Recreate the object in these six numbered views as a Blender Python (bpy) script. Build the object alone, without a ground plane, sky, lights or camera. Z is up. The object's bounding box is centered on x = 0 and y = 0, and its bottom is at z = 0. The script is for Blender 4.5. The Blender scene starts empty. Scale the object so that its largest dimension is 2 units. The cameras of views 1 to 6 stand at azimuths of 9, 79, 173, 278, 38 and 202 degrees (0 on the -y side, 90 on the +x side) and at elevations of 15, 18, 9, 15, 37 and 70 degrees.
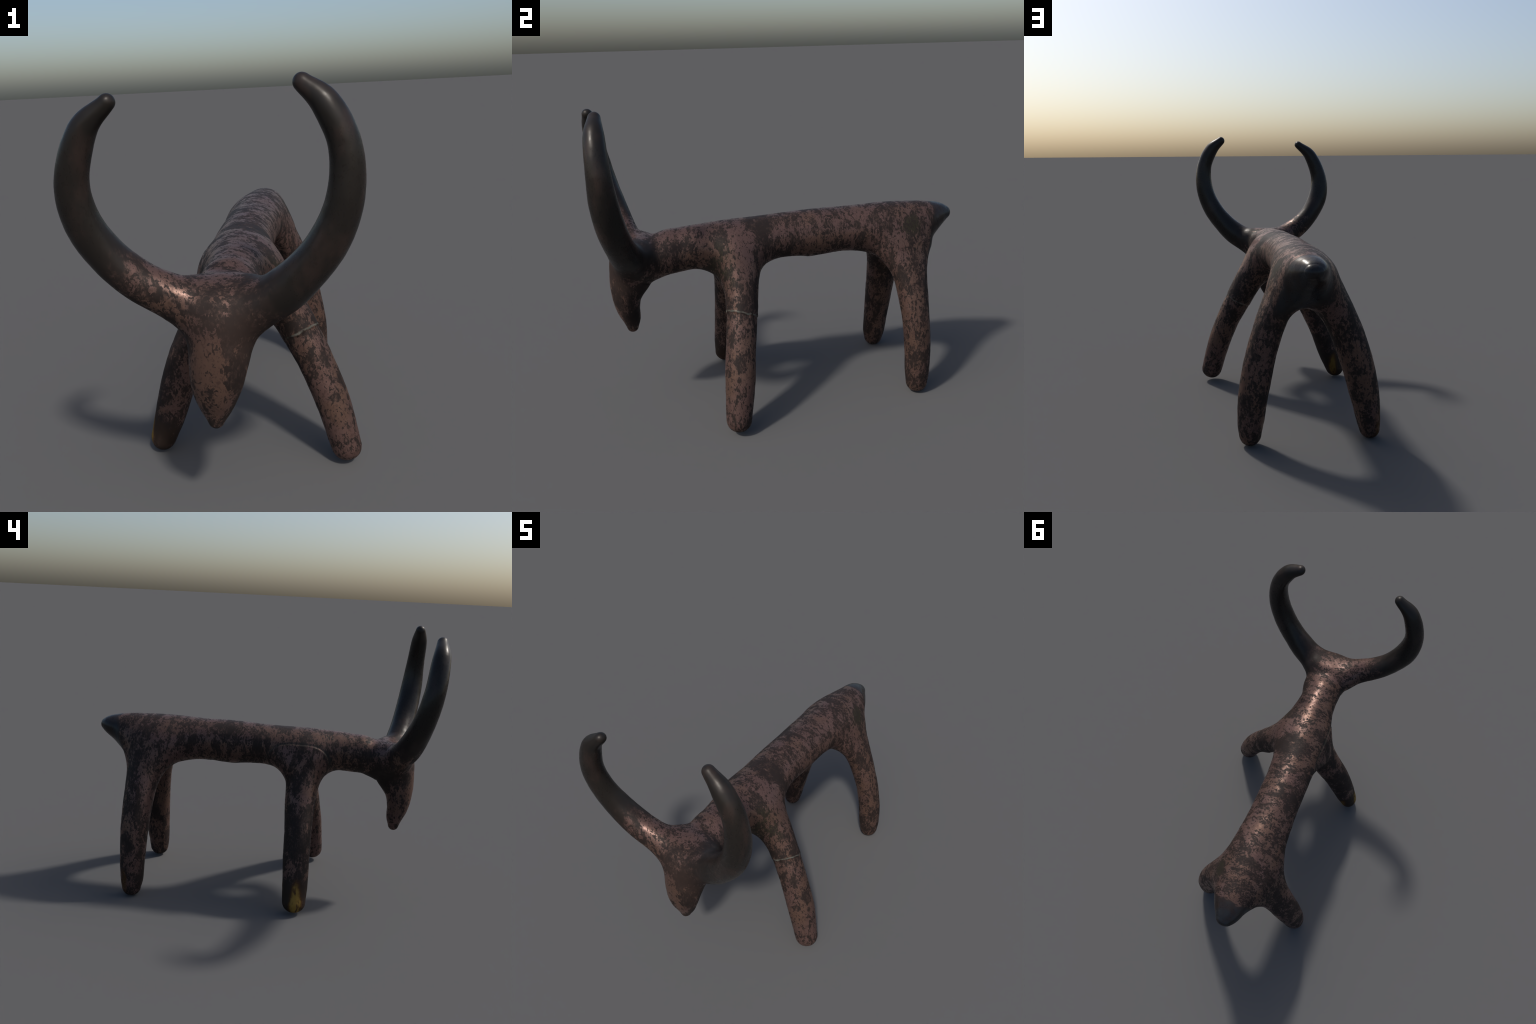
"""Small cast-metal horned bull standing with lowered head: one smooth body made of
swept elliptical limbs that melt into each other, with a patchy worn patina."""
import bpy, bmesh, math
import numpy as np
from mathutils import Vector, noise

# ---------------------------------------------------------------- limbs
# every limb is a bent tube: stations (x, y, z, radius sideways, radius along `across`)
LIMBS = {
    'spine': dict(across=(0.0, 0.0, 1.0), blend=0.000, stations=[
        (-0.0615, 0.9504, 0.9537, 0.0512, 0.0388),
        (-0.0621, 0.9134, 0.9492, 0.0675, 0.0585),
        (-0.0448, 0.8328, 0.9309, 0.0887, 0.0855),
        (-0.0346, 0.6907, 0.9069, 0.1026, 0.1084),
        (-0.0363, 0.5201, 0.9076, 0.1218, 0.1160),
        (-0.0543, 0.3533, 0.9081, 0.1334, 0.1181),
        (-0.0516, 0.1815, 0.9017, 0.1302, 0.1262),
        (-0.0463, -0.0316, 0.9021, 0.1285, 0.1143),
        (-0.0353, -0.2686, 0.8898, 0.1203, 0.1074),
        (-0.0181, -0.4459, 0.8911, 0.1142, 0.1074),
        (-0.0142, -0.5456, 0.8821, 0.1090, 0.1102),
        (-0.0132, -0.6040, 0.8791, 0.1050, 0.1043),
        (-0.0169, -0.6464, 0.8509, 0.0778, 0.0768),
    ]),
    'snout': dict(across=(0.0, 1.0, 0.0), blend=0.130, stations=[
        (0.0479, -0.6363, 0.8528, 0.0553, 0.0694),
        (0.0073, -0.7801, 0.7963, 0.0881, 0.1016),
        (-0.0066, -0.8172, 0.7482, 0.1049, 0.1022),
        (-0.0172, -0.8428, 0.6687, 0.0998, 0.0783),
        (-0.0286, -0.8455, 0.5868, 0.0832, 0.0609),
        (-0.0356, -0.8324, 0.5137, 0.0555, 0.0455),
        (-0.0393, -0.8301, 0.4594, 0.0291, 0.0293),
    ]),
    'poll': dict(across=(0.0, 1.0, 0.0), blend=0.190, stations=[
        (-0.0999, -0.7693, 0.8823, 0.0609, 0.0624),
        (-0.0068, -0.8135, 0.8824, 0.0588, 0.0602),
        (0.0971, -0.7999, 0.8818, 0.0608, 0.0619),
    ]),
    'horn_right': dict(across=(0.374, 1.0, 0.8), blend=0.079, stations=[
        (0.0610, -0.7939, 0.8448, 0.0742, 0.0803),
        (0.2005, -0.8237, 0.9258, 0.0787, 0.0740),
        (0.3007, -0.8509, 1.0191, 0.0693, 0.0678),
        (0.3787, -0.8752, 1.1274, 0.0643, 0.0660),
        (0.4268, -0.8943, 1.2617, 0.0570, 0.0612),
        (0.4281, -0.9028, 1.4105, 0.0492, 0.0515),
        (0.3754, -0.9056, 1.5360, 0.0419, 0.0445),
        (0.3046, -0.8999, 1.6028, 0.0267, 0.0275),
    ]),
    'horn_left': dict(across=(0.422, 1.0, 0.049), blend=0.113, stations=[
        (-0.0628, -0.8132, 0.8519, 0.0653, 0.0633),
        (-0.1701, -0.8250, 0.9198, 0.0740, 0.0714),
        (-0.2653, -0.8497, 0.9821, 0.0675, 0.0700),
        (-0.3523, -0.8780, 1.0742, 0.0639, 0.0639),
        (-0.4141, -0.9104, 1.1937, 0.0644, 0.0561),
        (-0.4244, -0.9377, 1.3333, 0.0539, 0.0522),
        (-0.3643, -0.9560, 1.4921, 0.0413, 0.0449),
        (-0.2750, -0.9631, 1.5727, 0.0243, 0.0265),
    ]),
    'foreleg_right': dict(across=(0.68, 1.0, 0.0), blend=0.317, stations=[
        (0.0633, -0.2588, 0.8128, 0.0879, 0.0806),
        (0.1494, -0.2603, 0.7097, 0.0830, 0.0837),
        (0.2154, -0.2690, 0.5887, 0.0824, 0.0783),
        (0.2932, -0.2940, 0.4360, 0.0726, 0.0760),
        (0.3588, -0.3155, 0.2681, 0.0687, 0.0760),
        (0.4105, -0.3370, 0.0802, 0.0642, 0.0632),
    ]),
    'foreleg_left': dict(across=(-0.291, 1.0, 0.0), blend=0.178, stations=[
        (-0.1030, -0.2813, 0.8054, 0.0900, 0.0987),
        (-0.2011, -0.2690, 0.6205, 0.0854, 0.0873),
        (-0.2779, -0.2724, 0.4649, 0.0816, 0.0776),
        (-0.3355, -0.2760, 0.3191, 0.0759, 0.0749),
        (-0.3798, -0.2824, 0.1758, 0.0674, 0.0712),
        (-0.4183, -0.2838, 0.0684, 0.0561, 0.0656),
    ]),
    'hindleg_right': dict(across=(-0.067, 1.0, 0.0), blend=0.150, stations=[
        (0.0504, 0.6800, 0.8027, 0.0780, 0.1483),
        (0.1167, 0.6922, 0.6674, 0.0731, 0.0952),
        (0.1831, 0.7013, 0.4719, 0.0691, 0.0746),
        (0.2198, 0.7085, 0.2779, 0.0689, 0.0694),
        (0.2300, 0.7080, 0.1310, 0.0657, 0.0652),
        (0.2322, 0.7081, 0.0601, 0.0563, 0.0581),
    ]),
    'hindleg_left': dict(across=(0.109, 1.0, 0.0), blend=0.320, stations=[
        (-0.1522, 0.6509, 0.8458, 0.0729, 0.1371),
        (-0.2418, 0.6762, 0.6790, 0.0836, 0.0950),
        (-0.3230, 0.6912, 0.4619, 0.0845, 0.0823),
        (-0.3746, 0.6923, 0.2578, 0.0772, 0.0728),
        (-0.3996, 0.6891, 0.1139, 0.0629, 0.0663),
        (-0.4088, 0.6895, 0.0509, 0.0530, 0.0543),
    ]),
    'nape': dict(across=(0.0, 1.0, 0.0), blend=0.080, stations=[
        (-0.0786, -0.7543, 0.8971, 0.0580, 0.0580),
        (0.0099, -0.7440, 0.9095, 0.0579, 0.0580),
        (0.0921, -0.7598, 0.9063, 0.0579, 0.0580),
    ]),
    'hindleg_right_calf': dict(across=(0.0, 1.0, 0.0), blend=0.035, stations=[
        (0.1025, 0.7121, 0.6599, 0.0550, 0.0550),
        (0.1513, 0.7251, 0.4991, 0.0560, 0.0560),
        (0.1885, 0.7336, 0.3005, 0.0520, 0.0520),
        (0.2069, 0.7271, 0.1595, 0.0420, 0.0420),
    ]),
    'foreleg_left_lump': dict(across=(0.0, 1.0, 0.0), blend=0.070, stations=[
        (-0.1150, -0.0998, 0.8649, 0.0450, 0.0450),
        (-0.1298, -0.1406, 0.8457, 0.0550, 0.0550),
        (-0.1448, -0.2022, 0.8032, 0.0600, 0.0599),
    ]),
}

SUB = 10


def smooth_path(c):
    """Catmull-Rom through the stations."""
    c = np.asarray(c, float)
    p = np.vstack([2 * c[0] - c[1], c, 2 * c[-1] - c[-2]])
    out = []
    for i in range(len(c) - 1):
        p0, p1, p2, p3 = p[i:i + 4]
        for t in np.arange(SUB) / SUB:
            out.append(.5 * (2 * p1 + (p2 - p0) * t + (2 * p0 - 5 * p1 + 4 * p2 - p3) * t * t
                             + (3 * p1 - p0 - 3 * p2 + p3) * t ** 3))
    out.append(c[-1])
    return np.array(out)


for name, limb in LIMBS.items():
    st = np.array(limb['stations'], float)
    st[:, 3:] = np.log(st[:, 3:])
    path = smooth_path(st)
    limb['c'] = path[:, :3]
    limb['r'] = np.exp(path[:, 3:])
    tang = np.gradient(limb['c'], axis=0)
    pace = np.linalg.norm(tang, axis=1)
    limb['t'] = tang / pace[:, None]
    limb['rm'] = np.sqrt(limb['r'][:, 0] * limb['r'][:, 1])
    limb['taper'] = np.clip(np.gradient(limb['rm']) / pace, -.8, .8)
    m = limb['r'].max()
    limb['lo'] = limb['c'].min(0) - m
    limb['hi'] = limb['c'].max(0) + m

FAR = 0.40


def limb_distance(limb, p):
    """distance to a swept elliptical tube (negative inside); FAR away it is only a bound"""
    gap = np.maximum(np.maximum(limb['lo'] - p, p - limb['hi']), 0)
    best = np.sqrt((gap ** 2).sum(1)) + FAR
    near = np.where(best < FAR + .22)[0]
    if not len(near):
        return best
    q = p[near]
    c, r, T = limb['c'], limb['r'], limb['t']
    ref = np.array(limb['across'], float)
    # sphere of the tube that reaches farthest towards the point (tapers end in tangent domes)
    far = np.sqrt(np.maximum((q ** 2).sum(1)[:, None] + (c ** 2).sum(1)[None] - 2 * q @ c.T, 0))
    i = np.argmin(far - limb['rm'][None], 1)

    def lead(j):
        o = q - c[j]
        return (o * T[j]).sum(1) + limb['taper'][j] * np.linalg.norm(o, axis=1)
    a = np.clip(np.where(lead(i) >= 0, i, i - 1), 0, len(c) - 2)
    fa, fb = lead(a), lead(a + 1)
    h = np.clip(fa / np.where(np.abs(fa - fb) < 1e-9, 1e-9, fa - fb), 0, 1)[:, None]
    o = q - c[a] - h * (c[a + 1] - c[a])
    t = T[a] + h * (T[a + 1] - T[a])
    t /= np.linalg.norm(t, axis=1, keepdims=True)
    B = ref - (t @ ref)[:, None] * t
    B /= np.linalg.norm(B, axis=1, keepdims=True)
    A = np.cross(t, B)
    ra, rb = (r[a] + h * (r[a + 1] - r[a])).T
    rt = np.sqrt(ra * rb)
    oa, ob, ot = (o * A).sum(1), (o * B).sum(1), (o * t).sum(1)
    e = np.sqrt((oa / ra) ** 2 + (ob / rb) ** 2 + (ot / rt) ** 2)
    g = np.sqrt((oa / ra ** 2) ** 2 + (ob / rb ** 2) ** 2 + (ot / rt ** 2) ** 2) + 1e-9
    best[near] = np.where(e < 1e-6, -rt, e * (e - 1) / g)
    return best


def melt(a, b, k):
    h = np.maximum(k - np.abs(a - b), 0) / k
    return np.minimum(a, b) - h ** 3 * k / 6


def step(a, b, x):
    t = np.clip((x - a) / (b - a), 0, 1)
    return t * t * (3 - 2 * t)


def shoulder_lip(p):
    """the left foreleg was pressed on as a separate lump: a rounded lip with a groove above it"""
    s = (1 - (np.abs((p[:, 1] + .235) / .185) ** 3 + np.abs((p[:, 2] - .78) / .155) ** 3)) * .06
    prof = np.where(s > 0, .0014 * np.exp(-s / .022), -.0026 * np.exp(s / .012))
    prof *= step(0, .004, np.abs(s)) * .6 + .4
    return prof * step(-.10, -.135, p[:, 0]) * step(.74, .86, p[:, 2])


def repair_height(p):
    """height above the slanting break across the right foreleg"""
    return (p[:, 2] - .3727 - .5464 * p[:, 0] + .29 * p[:, 1]) / 1.176


def repair_step(p):
    s = repair_height(p) + .004 * np.sin(p[:, 0] * 90) + .003 * np.sin(p[:, 1] * 140 + 1)
    on = step(.13, .19, p[:, 0]) * step(.0, -.12, p[:, 1])
    bead = .0018 * np.exp(-(s / .005) ** 2)
    shelf = .0022 * np.tanh(s / .003) * np.exp(-np.abs(s) / .05)
    return (bead + shelf) * on


def field(p):
    out = None
    for limb in LIMBS.values():
        d = limb_distance(limb, p)
        out = d if out is None else melt(out, d, limb['blend'])
    # small lump under the belly
    belly = np.sqrt((((p - (-.045, .165, .803)) / (1.0, 1.5, 1.0)) ** 2).sum(1)) - .028
    out = melt(out, belly, .04)
    out = out - shoulder_lip(p) - repair_step(p)
    # worn-flat soles
    sole = .0015 - p[:, 2]
    return -melt(-out, -sole, .018)


def settle(p, h=.0015):
    """one Newton step on to the surface, with the direction the surface faces there"""
    g = 0
    for k in ((1, -1, -1), (-1, -1, 1), (-1, 1, -1), (1, 1, 1)):
        k = np.array(k, float)
        g = g + field(p + h * k)[:, None] * k
    size = np.linalg.norm(g, axis=1, keepdims=True) + 1e-9
    return p - np.clip(field(p)[:, None] * 4 * h / size, -.004, .004) * g / size, g / size


# ---------------------------------------------------------------- skin the field (surface nets)
CELL = .0056
lo = np.min([l['lo'] for l in LIMBS.values()], 0) - .03
hi = np.max([l['hi'] for l in LIMBS.values()], 0) + .03
F = 6
nb = np.ceil((hi - lo) / (CELL * F)).astype(int)
n = nb * F + 1
bc = np.stack(np.meshgrid(*[np.arange(k) for k in nb], indexing='ij'), -1).reshape(-1, 3)
bd = field(lo + (bc + .5) * CELL * F)
near = np.abs(bd) < CELL * F * .87 + .012
grid = np.repeat(np.repeat(np.repeat(np.where(bd < 0, -1., 1.).reshape(nb), F, 0), F, 1), F, 2)
grid = np.pad(grid, ((0, 1), (0, 1), (0, 1)), mode='edge')
mark = np.repeat(np.repeat(np.repeat(near.reshape(nb), F, 0), F, 1), F, 2)
mark = np.pad(mark, ((0, 1), (0, 1), (0, 1)), mode='edge')
for a in range(3):
    mark |= np.roll(mark, 1, a)
idx = np.argwhere(mark)
vals = np.empty(len(idx))
for s in range(0, len(idx), 60000):
    vals[s:s + 60000] = field(lo + idx[s:s + 60000] * CELL)
grid[tuple(idx.T)] = vals

inside = grid < 0
cnt = np.zeros(n - 1, int)
acc = np.zeros(tuple(n - 1) + (3,), np.float32)
hits = np.zeros(n - 1, np.float32)
S = lambda off: tuple(slice(o, n[i] - 1 + o) for i, o in enumerate(off))
corners = [(i, j, k) for i in (0, 1) for j in (0, 1) for k in (0, 1)]
for ca in corners:
    for ax in range(3):
        if ca[ax]:
            continue
        cb = list(ca)
        cb[ax] = 1
        va, vb = grid[S(ca)], grid[S(cb)]
        cross = (va < 0) != (vb < 0)
        t = np.where(cross, va / np.where(cross, va - vb, 1), 0)
        for a in range(3):
            acc[..., a] += np.where(cross, ca[a] + (t if a == ax else 0), 0)
        hits += cross
cells = hits > 0
vid = -np.ones(n - 1, int)
ci = np.argwhere(cells)
vid[tuple(ci.T)] = np.arange(len(ci))
verts = lo + (ci + acc[tuple(ci.T)] / hits[tuple(ci.T)][:, None]) * CELL
quads = []
for ax in range(3):
    u, w = (ax + 1) % 3, (ax + 2) % 3
    sa = [slice(1, n[i] - 1) for i in range(3)]
    sb = list(sa)
    sa[ax] = slice(0, n[ax] - 1)
    sb[ax] = slice(1, n[ax])
    A, B = inside[tuple(sa)], inside[tuple(sb)]
    e = np.argwhere(A != B)
    flip = A[tuple(e.T)]
    base = e + 1
    base[:, ax] = e[:, ax]

    def at(du, dw):
        q = base.copy()
        q[:, u] -= du
        q[:, w] -= dw
        return vid[tuple(q.T)]
    f = np.stack([at(1, 1), at(0, 1), at(0, 0), at(1, 0)], 1)
    f[~flip] = f[~flip][:, ::-1]
    quads.append(f)
quads = np.vstack(quads)

# relax and pull back on to the exact surface
ei = np.vstack([quads[:, [i, (i + 1) % 4]] for i in range(4)])


for _ in range(3):
    s = np.zeros_like(verts)
    k = np.zeros(len(verts))
    np.add.at(s, ei[:, 0], verts[ei[:, 1]])
    np.add.at(k, ei[:, 0], 1)
    verts = .5 * verts + .5 * s / k[:, None]
verts, normal = settle(verts)
verts, normal = settle(verts)

# ---------------------------------------------------------------- hammered, uneven relief
relief = np.empty(len(verts))
for i, v in enumerate(verts):
    q = Vector(v)
    a = noise.noise(q * 9.0 + Vector((3.1, 0, 7)))
    b = noise.noise(q * 24.0)
    d = noise.noise(Vector((q.x * 60, q.y * 60, q.z * 42)))
    rough = .35 if (v[1] < -.7 and abs(v[0]) > .2) else 1.0
    relief[i] = (.0014 * a + .0010 * b + .0005 * d) * (.35 + .65 * rough)
relief *= step(.0, .03, verts[:, 2])
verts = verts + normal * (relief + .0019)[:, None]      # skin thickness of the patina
verts[:, 2] -= min(verts[:, 2].min(), .0015)

# ---------------------------------------------------------------- split into named parts
centre = verts[quads].mean(1)
dist = {k: limb_distance(l, centre) for k, l in LIMBS.items()}
keys = list(LIMBS)
owner = np.array(keys)[np.argmin(np.stack([dist[k] - (.012 if 'leg' in k else 0) for k in keys]), 0)]
region = np.empty(len(quads), object)
cx, cy, cz = centre.T
region[:] = 'torso'
region[cy + .25 * (cz - .9) < -.42] = 'neck'
region[(cy < -.70)] = 'head'
region[cy - .35 * (cz - .93) > .845] = 'tail'
for k, part in (('foreleg_right', 'foreleg'), ('foreleg_left', 'foreleg.001'),
                ('hindleg_right', 'hindleg'), ('hindleg_right_calf', 'hindleg'), ('foreleg_left_lump', 'foreleg.001'), ('hindleg_left', 'hindleg.001')):
    region[(owner == k) & (cz < .80)] = part
right = (cx > .10) & (cy < -.66) & (cz > .82)
left = (cx < -.12) & (cy < -.66) & (cz > .82)
region[right & (owner == 'horn_right')] = 'horn'
region[left & (owner == 'horn_left')] = 'horn.001'
region[right & (cx > .2)] = 'horn'
region[left & (cx < -.22)] = 'horn.001'

# ---------------------------------------------------------------- patina
class Graph:
    """tiny helper to write shader maths as expressions"""

    def __init__(self, mat):
        self.t = mat.node_tree
        self.co = self.t.nodes.new('ShaderNodeTexCoord').outputs['Object']
        s = self.t.nodes.new('ShaderNodeSeparateXYZ')
        self.t.links.new(self.co, s.inputs[0])
        self.x, self.y, self.z = s.outputs

    def put(self, sock, v):
        if isinstance(v, bpy.types.NodeSocket):
            self.t.links.new(v, sock)
        else:
            sock.default_value = v

    def m(self, op, a, b=0.0, c=None, clamp=False):
        nd = self.t.nodes.new('ShaderNodeMath')
        nd.operation = op
        nd.use_clamp = clamp
        self.put(nd.inputs[0], a)
        self.put(nd.inputs[1], b)
        if c is not None:
            self.put(nd.inputs[2], c)
        return nd.outputs[0]

    def add(self, *v):
        r = v[0]
        for q in v[1:]:
            r = self.m('ADD', r, q)
        return r

    def mul(self, *v):
        r = v[0]
        for q in v[1:]:
            r = self.m('MULTIPLY', r, q)
        return r

    def inv(self, a):
        return self.m('SUBTRACT', 1.0, a)

    def ramp(self, v, a, b):
        nd = self.t.nodes.new('ShaderNodeMapRange')
        nd.interpolation_type = 'SMOOTHSTEP'
        self.put(nd.inputs['Value'], v)
        nd.inputs['From Min'].default_value = a
        nd.inputs['From Max'].default_value = b
        return nd.outputs['Result']

    def scaled(self, sx, sy, sz, shift=(0, 0, 0)):
        nd = self.t.nodes.new('ShaderNodeMapping')
        nd.inputs['Scale'].default_value = (sx, sy, sz)
        nd.inputs['Location'].default_value = shift
        self.t.links.new(self.co, nd.inputs['Vector'])
        return nd.outputs[0]

    def noise(self, scale, detail=4, rough=.55, stretch=(1, 1, 1), shift=(0, 0, 0), warp=0.0):
        nd = self.t.nodes.new('ShaderNodeTexNoise')
        nd.inputs['Scale'].default_value = scale
        nd.inputs['Detail'].default_value = detail
        nd.inputs['Roughness'].default_value = rough
        nd.inputs['Distortion'].default_value = warp
        self.t.links.new(self.scaled(*stretch, shift), nd.inputs['Vector'])
        return nd.outputs[0]

    def blob(self, centre, radii, edge=.35, wobble=None):
        """1 inside an ellipsoidal area, falling to 0 at its rim"""
        s = None
        for ax, c, r in zip((self.x, self.y, self.z), centre, radii):
            q = self.m('DIVIDE', self.m('SUBTRACT', ax, c), r)
            q = self.mul(q, q)
            s = q if s is None else self.add(s, q)
        d = self.m('SQRT', s)
        if wobble is not None:
            d = self.add(d, wobble)
        return self.inv(self.ramp(d, 1 - edge, 1 + edge))

    def mix(self, f, a, b):
        nd = self.t.nodes.new('ShaderNodeMix')
        nd.data_type = 'RGBA'
        self.put(nd.inputs[0], f)
        for sock, v in ((nd.inputs[6], a), (nd.inputs[7], b)):
            if isinstance(v, tuple):
                v = (*v, 1.0)
            self.put(sock, v)
        return nd.outputs[2]

    def lerp(self, f, a, b):
        return self.add(self.mul(self.inv(f), a), self.mul(f, b))


PINK = (.098, .059, .052)
TAN = (.100, .060, .046)
BROWN = (.040, .0255, .0215)
DARK = (.0175, .0125, .0112)
MOSS = (.026, .024, .014)
HORN = (.0138, .0118, .0104)
STEEL = (.016, .0175, .020)
LIME = (.115, .118, .100)
OCHRE = (.20, .122, .026)
AMBER = (.075, .030, .005)


def patina_material():
    mat = bpy.data.materials.new('worn_patina')
    mat.use_nodes = True
    g = Graph(mat)
    x, y, z = g.x, g.y, g.z
    bsdf = mat.node_tree.nodes['Principled BSDF']

    def signed(n, spread):
        return g.m('DIVIDE', g.m('SUBTRACT', n, .5), spread)

    grain = (1.0, 1.45, .75)          # specks run round the trunk and along the legs
    raw = g.noise(14, 9, .71, grain, (5, 2, 1), .35)                     # blotches with ragged rims
    fleck = signed(raw, .105)
    broad = signed(g.noise(7, 2, .5, (1, 1.1, .8), (0, 6, 2)), .13)
    grit = signed(g.noise(85, 4, .6, grain, (1, 8, 3), .4), .10)           # pinhead specks
    wob = g.mul(g.m('SUBTRACT', g.noise(14, 5, .6, (1, 1, 1), (9, 1, 4)), .5), 1.3)

    # --- where horn, tail stub and other plain dark areas begin
    front = g.ramp(y, -.64, -.72)
    hw = g.mul(wob, .16)
    horn_r = g.mul(g.ramp(g.add(x, hw), .05, .25), front, g.ramp(z, .84, .92))
    horn_l = g.mul(g.ramp(g.add(g.mul(x, -.7), g.mul(z, .5), hw, g.mul(fleck, .012)), .64, .86), front)
    horn = g.m('MAXIMUM', horn_r, horn_l)
    stub = g.ramp(g.add(y, g.mul(z, -.25), g.mul(wob, .04)), .60, .64)
    stub = g.mul(stub, g.ramp(z, .66, .78))
    rump = g.blob((-.06, .90, .80), (.10, .13, .17), .35, wob)

    # --- lean of the speckle: + lighter bare metal, - dark patina
    lean = None
    for w, c, r in (
            (1.0, (.15, -.27, .86), (.12, .12, .12)),       # right shoulder
            (.6, (.00, -.50, .97), (.10, .26, .08)),        # nape
            (.6, (.37, -.32, .22), (.14, .14, .34)),        # lower right foreleg
            (1.2, (-.03, -.92, .61), (.055, .06, .16)),     # blaze on the face
            (.8, (.20, .65, .38), (.06, .06, .14)),        # right hind knee
            (.4, (.17, .64, .50), (.08, .07, .16)),
            (.3, (.05, .38, .93), (.14, .30, .12)),         # flank
            (-.1, (-.28, -.86, 1.0), (.14, .12, .08)),      # left horn base
            (-1.0, (.02, -.14, 1.00), (.13, .06, .07)),     # band over the withers
            (-.8, (.17, -.37, .80), (.09, .08, .16)),      # mossy right breast
            (-.9, (.09, .70, .93), (.06, .07, .07)),       # mossy right haunch
            (-1.0, (.27, -.29, .63), (.12, .12, .05)),      # above and at the break
            (-.25, (.24, .70, .13), (.14, .12, .16)),        # right hind foot
            (-.4, (-.43, .69, .12), (.12, .12, .17)),      # left hind foot
            (-1.1, (-.42, -.28, .10), (.12, .12, .14)),     # left fore foot
            (-.9, (-.33, -.22, .38), (.08, .07, .28)),
            (-1.0, (.02, -.80, .86), (.20, .12, .12)),      # brow
            (-.8, (.06, -.86, .70), (.05, .12, .16)),
            (-.8, (-.10, -.72, .78), (.08, .12, .16))):
        b = g.mul(g.blob(c, r, .45, wob), w)
        lean = b if lean is None else g.add(lean, b)

    v = g.add(g.mul(broad, .42), g.mul(fleck, 1.0), g.mul(grit, .40), lean, -.02)
    plain = g.m('MAXIMUM', g.m('MAXIMUM', horn, stub), rump)
    v = g.m('SUBTRACT', v, g.mul(plain, 2.6))
    pit = g.mul(g.ramp(signed(g.noise(62, 3, .5, (1.0, 1.2, .62), (3, 3, 9), .5), .1), .75, 1.05), g.inv(plain))
    v = g.m('SUBTRACT', v, g.mul(pit, 1.5))
    bare = g.mul(g.ramp(v, -.26, .26), .94)
    half = g.mul(g.ramp(v, -1.6, -.1), g.ramp(grit, -1.2, .9))

    tint = g.noise(5, 3, .5, (1, 1, 1), (2, 7, 7))
    bright = g.mix(g.ramp(tint, .42, .6), PINK, TAN)
    bright = g.mix(g.mul(g.ramp(grit, .35, 1.1), .55), bright, BROWN)
    col = g.mix(half, DARK, BROWN)
    moss = g.m('MAXIMUM', g.blob((.17, -.36, .82), (.10, .07, .12), .5, wob),
               g.blob((.09, .70, .93), (.05, .06, .06), .5, wob))
    col = g.mix(g.mul(moss, g.ramp(grit, -1.2, 1.0), .8), col, MOSS)
    col = g.mix(bare, col, bright)
    smoke = g.noise(9, 4, .6, (1, 1, .5), (4, 4, 0))
    brow = g.mul(g.blob((.03, -.86, .80), (.13, .12, .11), .5, wob), g.inv(bare))
    col = g.mix(g.mul(brow, .5), col, (.036, .0235, .0195))
    horn_col = g.mix(g.mul(g.ramp(smoke, .48, .72), .5), HORN, BROWN)
    col = g.mix(horn, col, horn_col)
    stubcol = g.mix(g.ramp(smoke, .4, .6), STEEL, DARK)
    col = g.mix(g.m('MAXIMUM', stub, g.mul(rump, .8)), col, stubcol)

    # --- pale line where the right foreleg was broken and set again
    s = g.m('DIVIDE', g.add(z, -.3727, g.mul(x, -.5464), g.mul(y, .29)), 1.176)
    s = g.add(s, g.mul(wob, .028))
    leg = g.mul(g.ramp(x, .13, .19), g.ramp(y, .0, -.12))
    line = g.mul(g.ramp(g.m('ABSOLUTE', s), .0065, .0015), leg, g.ramp(fleck, -1.0, .4))
    # --- and along the lip of the left shoulder
    e = g.add(g.m('POWER', g.m('ABSOLUTE', g.m('DIVIDE', g.add(y, .235), .185)), 3.0),
              g.m('POWER', g.m('ABSOLUTE', g.m('DIVIDE', g.add(z, -.78), .155)), 3.0))
    e = g.mul(g.m('SUBTRACT', 1.0, e), .06)
    lip = g.mul(g.ramp(g.m('ABSOLUTE', g.add(e, -.001)), .006, .001), g.ramp(x, -.10, -.13), g.ramp(z, .76, .86))
    groove = g.mul(g.ramp(g.m('ABSOLUTE', g.add(e, .009)), .012, .004), g.ramp(x, -.10, -.13), g.ramp(z, .76, .86))
    col = g.mix(g.mul(groove, .45), col, (.020, .022, .020))
    col = g.mix(g.mul(lip, .15), col, (.060, .058, .042))
    col = g.mix(g.mul(line, .7), col, LIME)

    # --- bright ochre where the patina is scraped off the left feet
    streak = g.noise(40, 5, .65, (1.3, 1.3, .3), (7, 3, 1))
    och = g.mul(g.m('MAXIMUM',
                    g.m('MAXIMUM', g.blob((-.470, -.298, .085), (.05, .034, .115), .45, wob),
                        g.mul(g.blob((-.395, -.222, .09), (.026, .035, .08), .4, wob), .7)),
                    g.mul(g.blob((-.455, .728, .09), (.05, .024, .085), .45, wob), .5)),
                g.ramp(streak, .22, .50))
    foot_dark = g.mul(g.blob((-.43, -.28, .07), (.12, .12, .13), .2, wob), g.ramp(x, -.30, -.36))
    col = g.mix(g.mul(foot_dark, .6), col, (.024, .015, .010))
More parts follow.
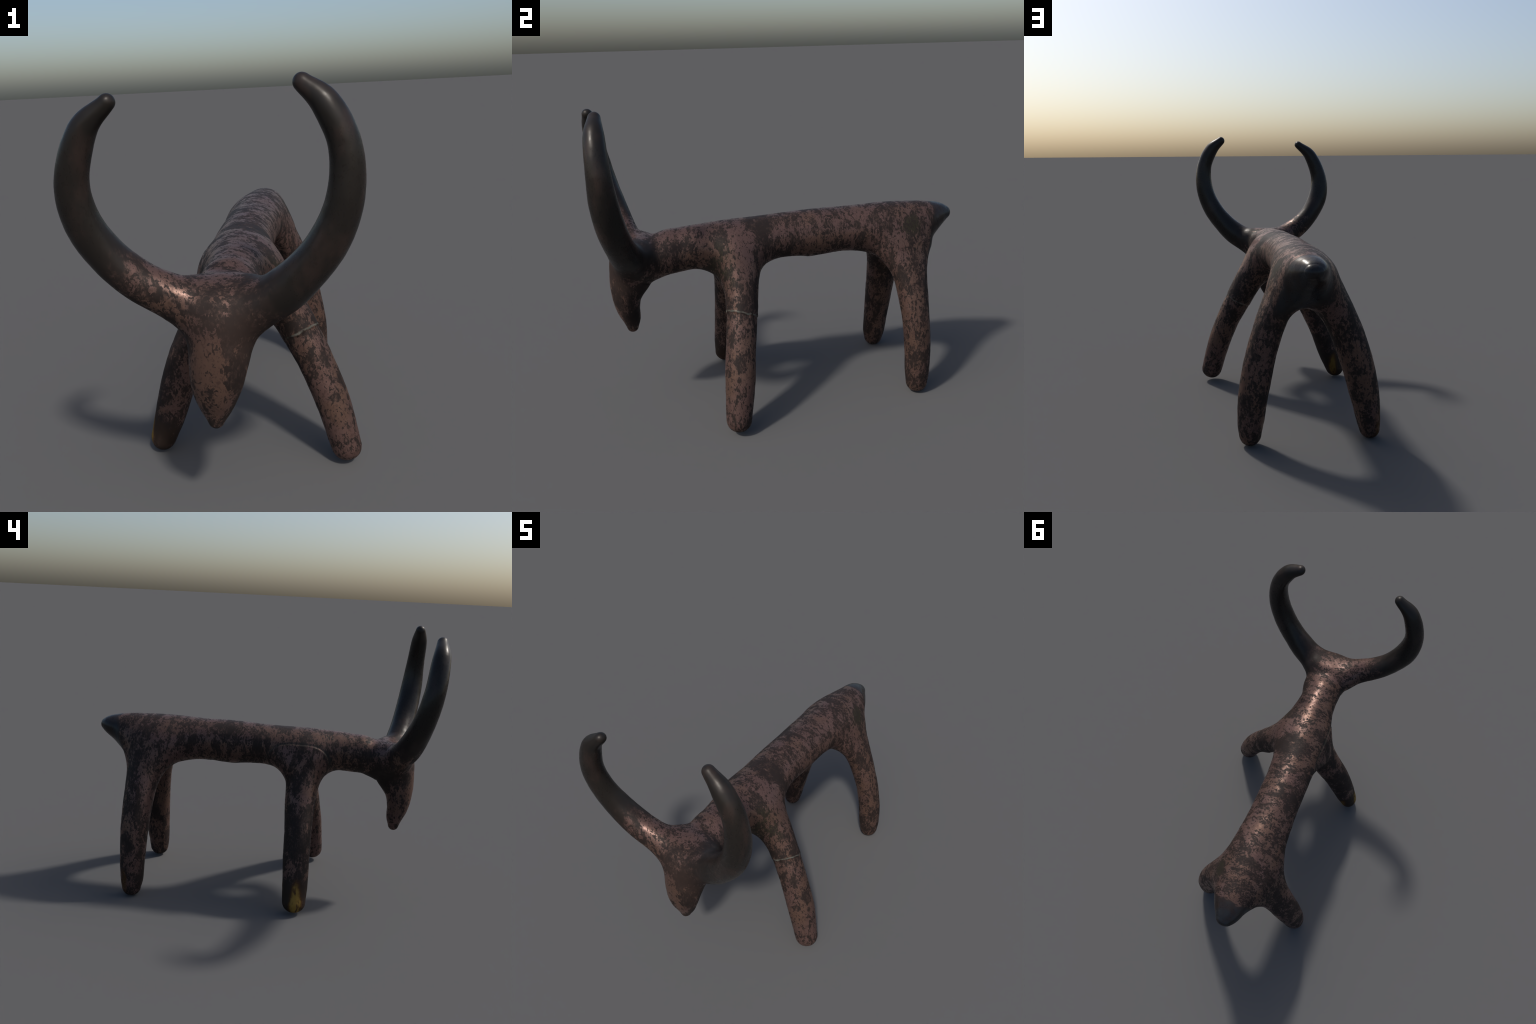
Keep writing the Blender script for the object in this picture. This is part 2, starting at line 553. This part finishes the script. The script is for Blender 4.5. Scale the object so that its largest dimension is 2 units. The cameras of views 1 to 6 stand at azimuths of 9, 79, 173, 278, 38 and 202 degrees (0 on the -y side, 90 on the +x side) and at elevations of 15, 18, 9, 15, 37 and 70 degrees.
    col = g.mix(och, col, g.mix(g.ramp(och, .35, .95), AMBER, OCHRE))

    g.put(bsdf.inputs['Base Color'], col)
    rough = g.lerp(bare, .58, .34)
    rough = g.lerp(plain, rough, g.add(.30, g.mul(g.ramp(z, 1.45, 1.60), .10)))
    rough = g.add(rough, g.mul(grit, .03), g.mul(line, .1))
    g.put(bsdf.inputs['Roughness'], rough)
    g.put(bsdf.inputs['Metallic'], g.mul(bare, g.inv(plain), .35))
    g.put(bsdf.inputs['Specular IOR Level'], g.lerp(plain, g.lerp(bare, .14, .38), .24))
    g.put(bsdf.inputs['Specular Tint'], g.mix(g.mul(bare, g.inv(plain)), (1.0, .97, .94), (1.0, .70, .60)))
    bump = mat.node_tree.nodes.new('ShaderNodeBump')
    bump.inputs['Strength'].default_value = .16
    bump.inputs['Distance'].default_value = .003
    g.put(bump.inputs['Height'], g.mul(g.add(g.mul(fleck, .1), g.mul(grit, .05)), g.lerp(plain, 1.0, .12)))
    mat.node_tree.links.new(bump.outputs[0], bsdf.inputs['Normal'])
    return mat


mat = patina_material()
whole = bpy.data.meshes.new('whole')
whole.from_pydata(verts.tolist(), [], quads.tolist())
whole.update()
vn = np.empty(len(verts) * 3)
whole.vertices.foreach_get('normal', vn)
vn = vn.reshape(-1, 3)
bpy.data.meshes.remove(whole)

root = bpy.data.objects.new('bull_figurine', None)
bpy.context.collection.objects.link(root)
root['label'] = 'dark bronze bull figurine with tall crescent horns'
root['category'] = 'animal figurine'
for part in ['torso', 'neck', 'head', 'horn', 'horn.001', 'foreleg', 'foreleg.001',
             'hindleg', 'hindleg.001', 'tail']:
    f = quads[region == part]
    used, inv = np.unique(f, return_inverse=True)
    inv = inv.reshape(f.shape)
    me = bpy.data.meshes.new(part)
    me.from_pydata(verts[used].tolist(), [], inv.tolist())
    me.polygons.foreach_set('use_smooth', [True] * len(me.polygons))
    me.update()
    me.normals_split_custom_set_from_vertices(vn[used].tolist())
    me.materials.append(mat)
    ob = bpy.data.objects.new(part, me)
    bpy.context.collection.objects.link(ob)
    ob.parent = root
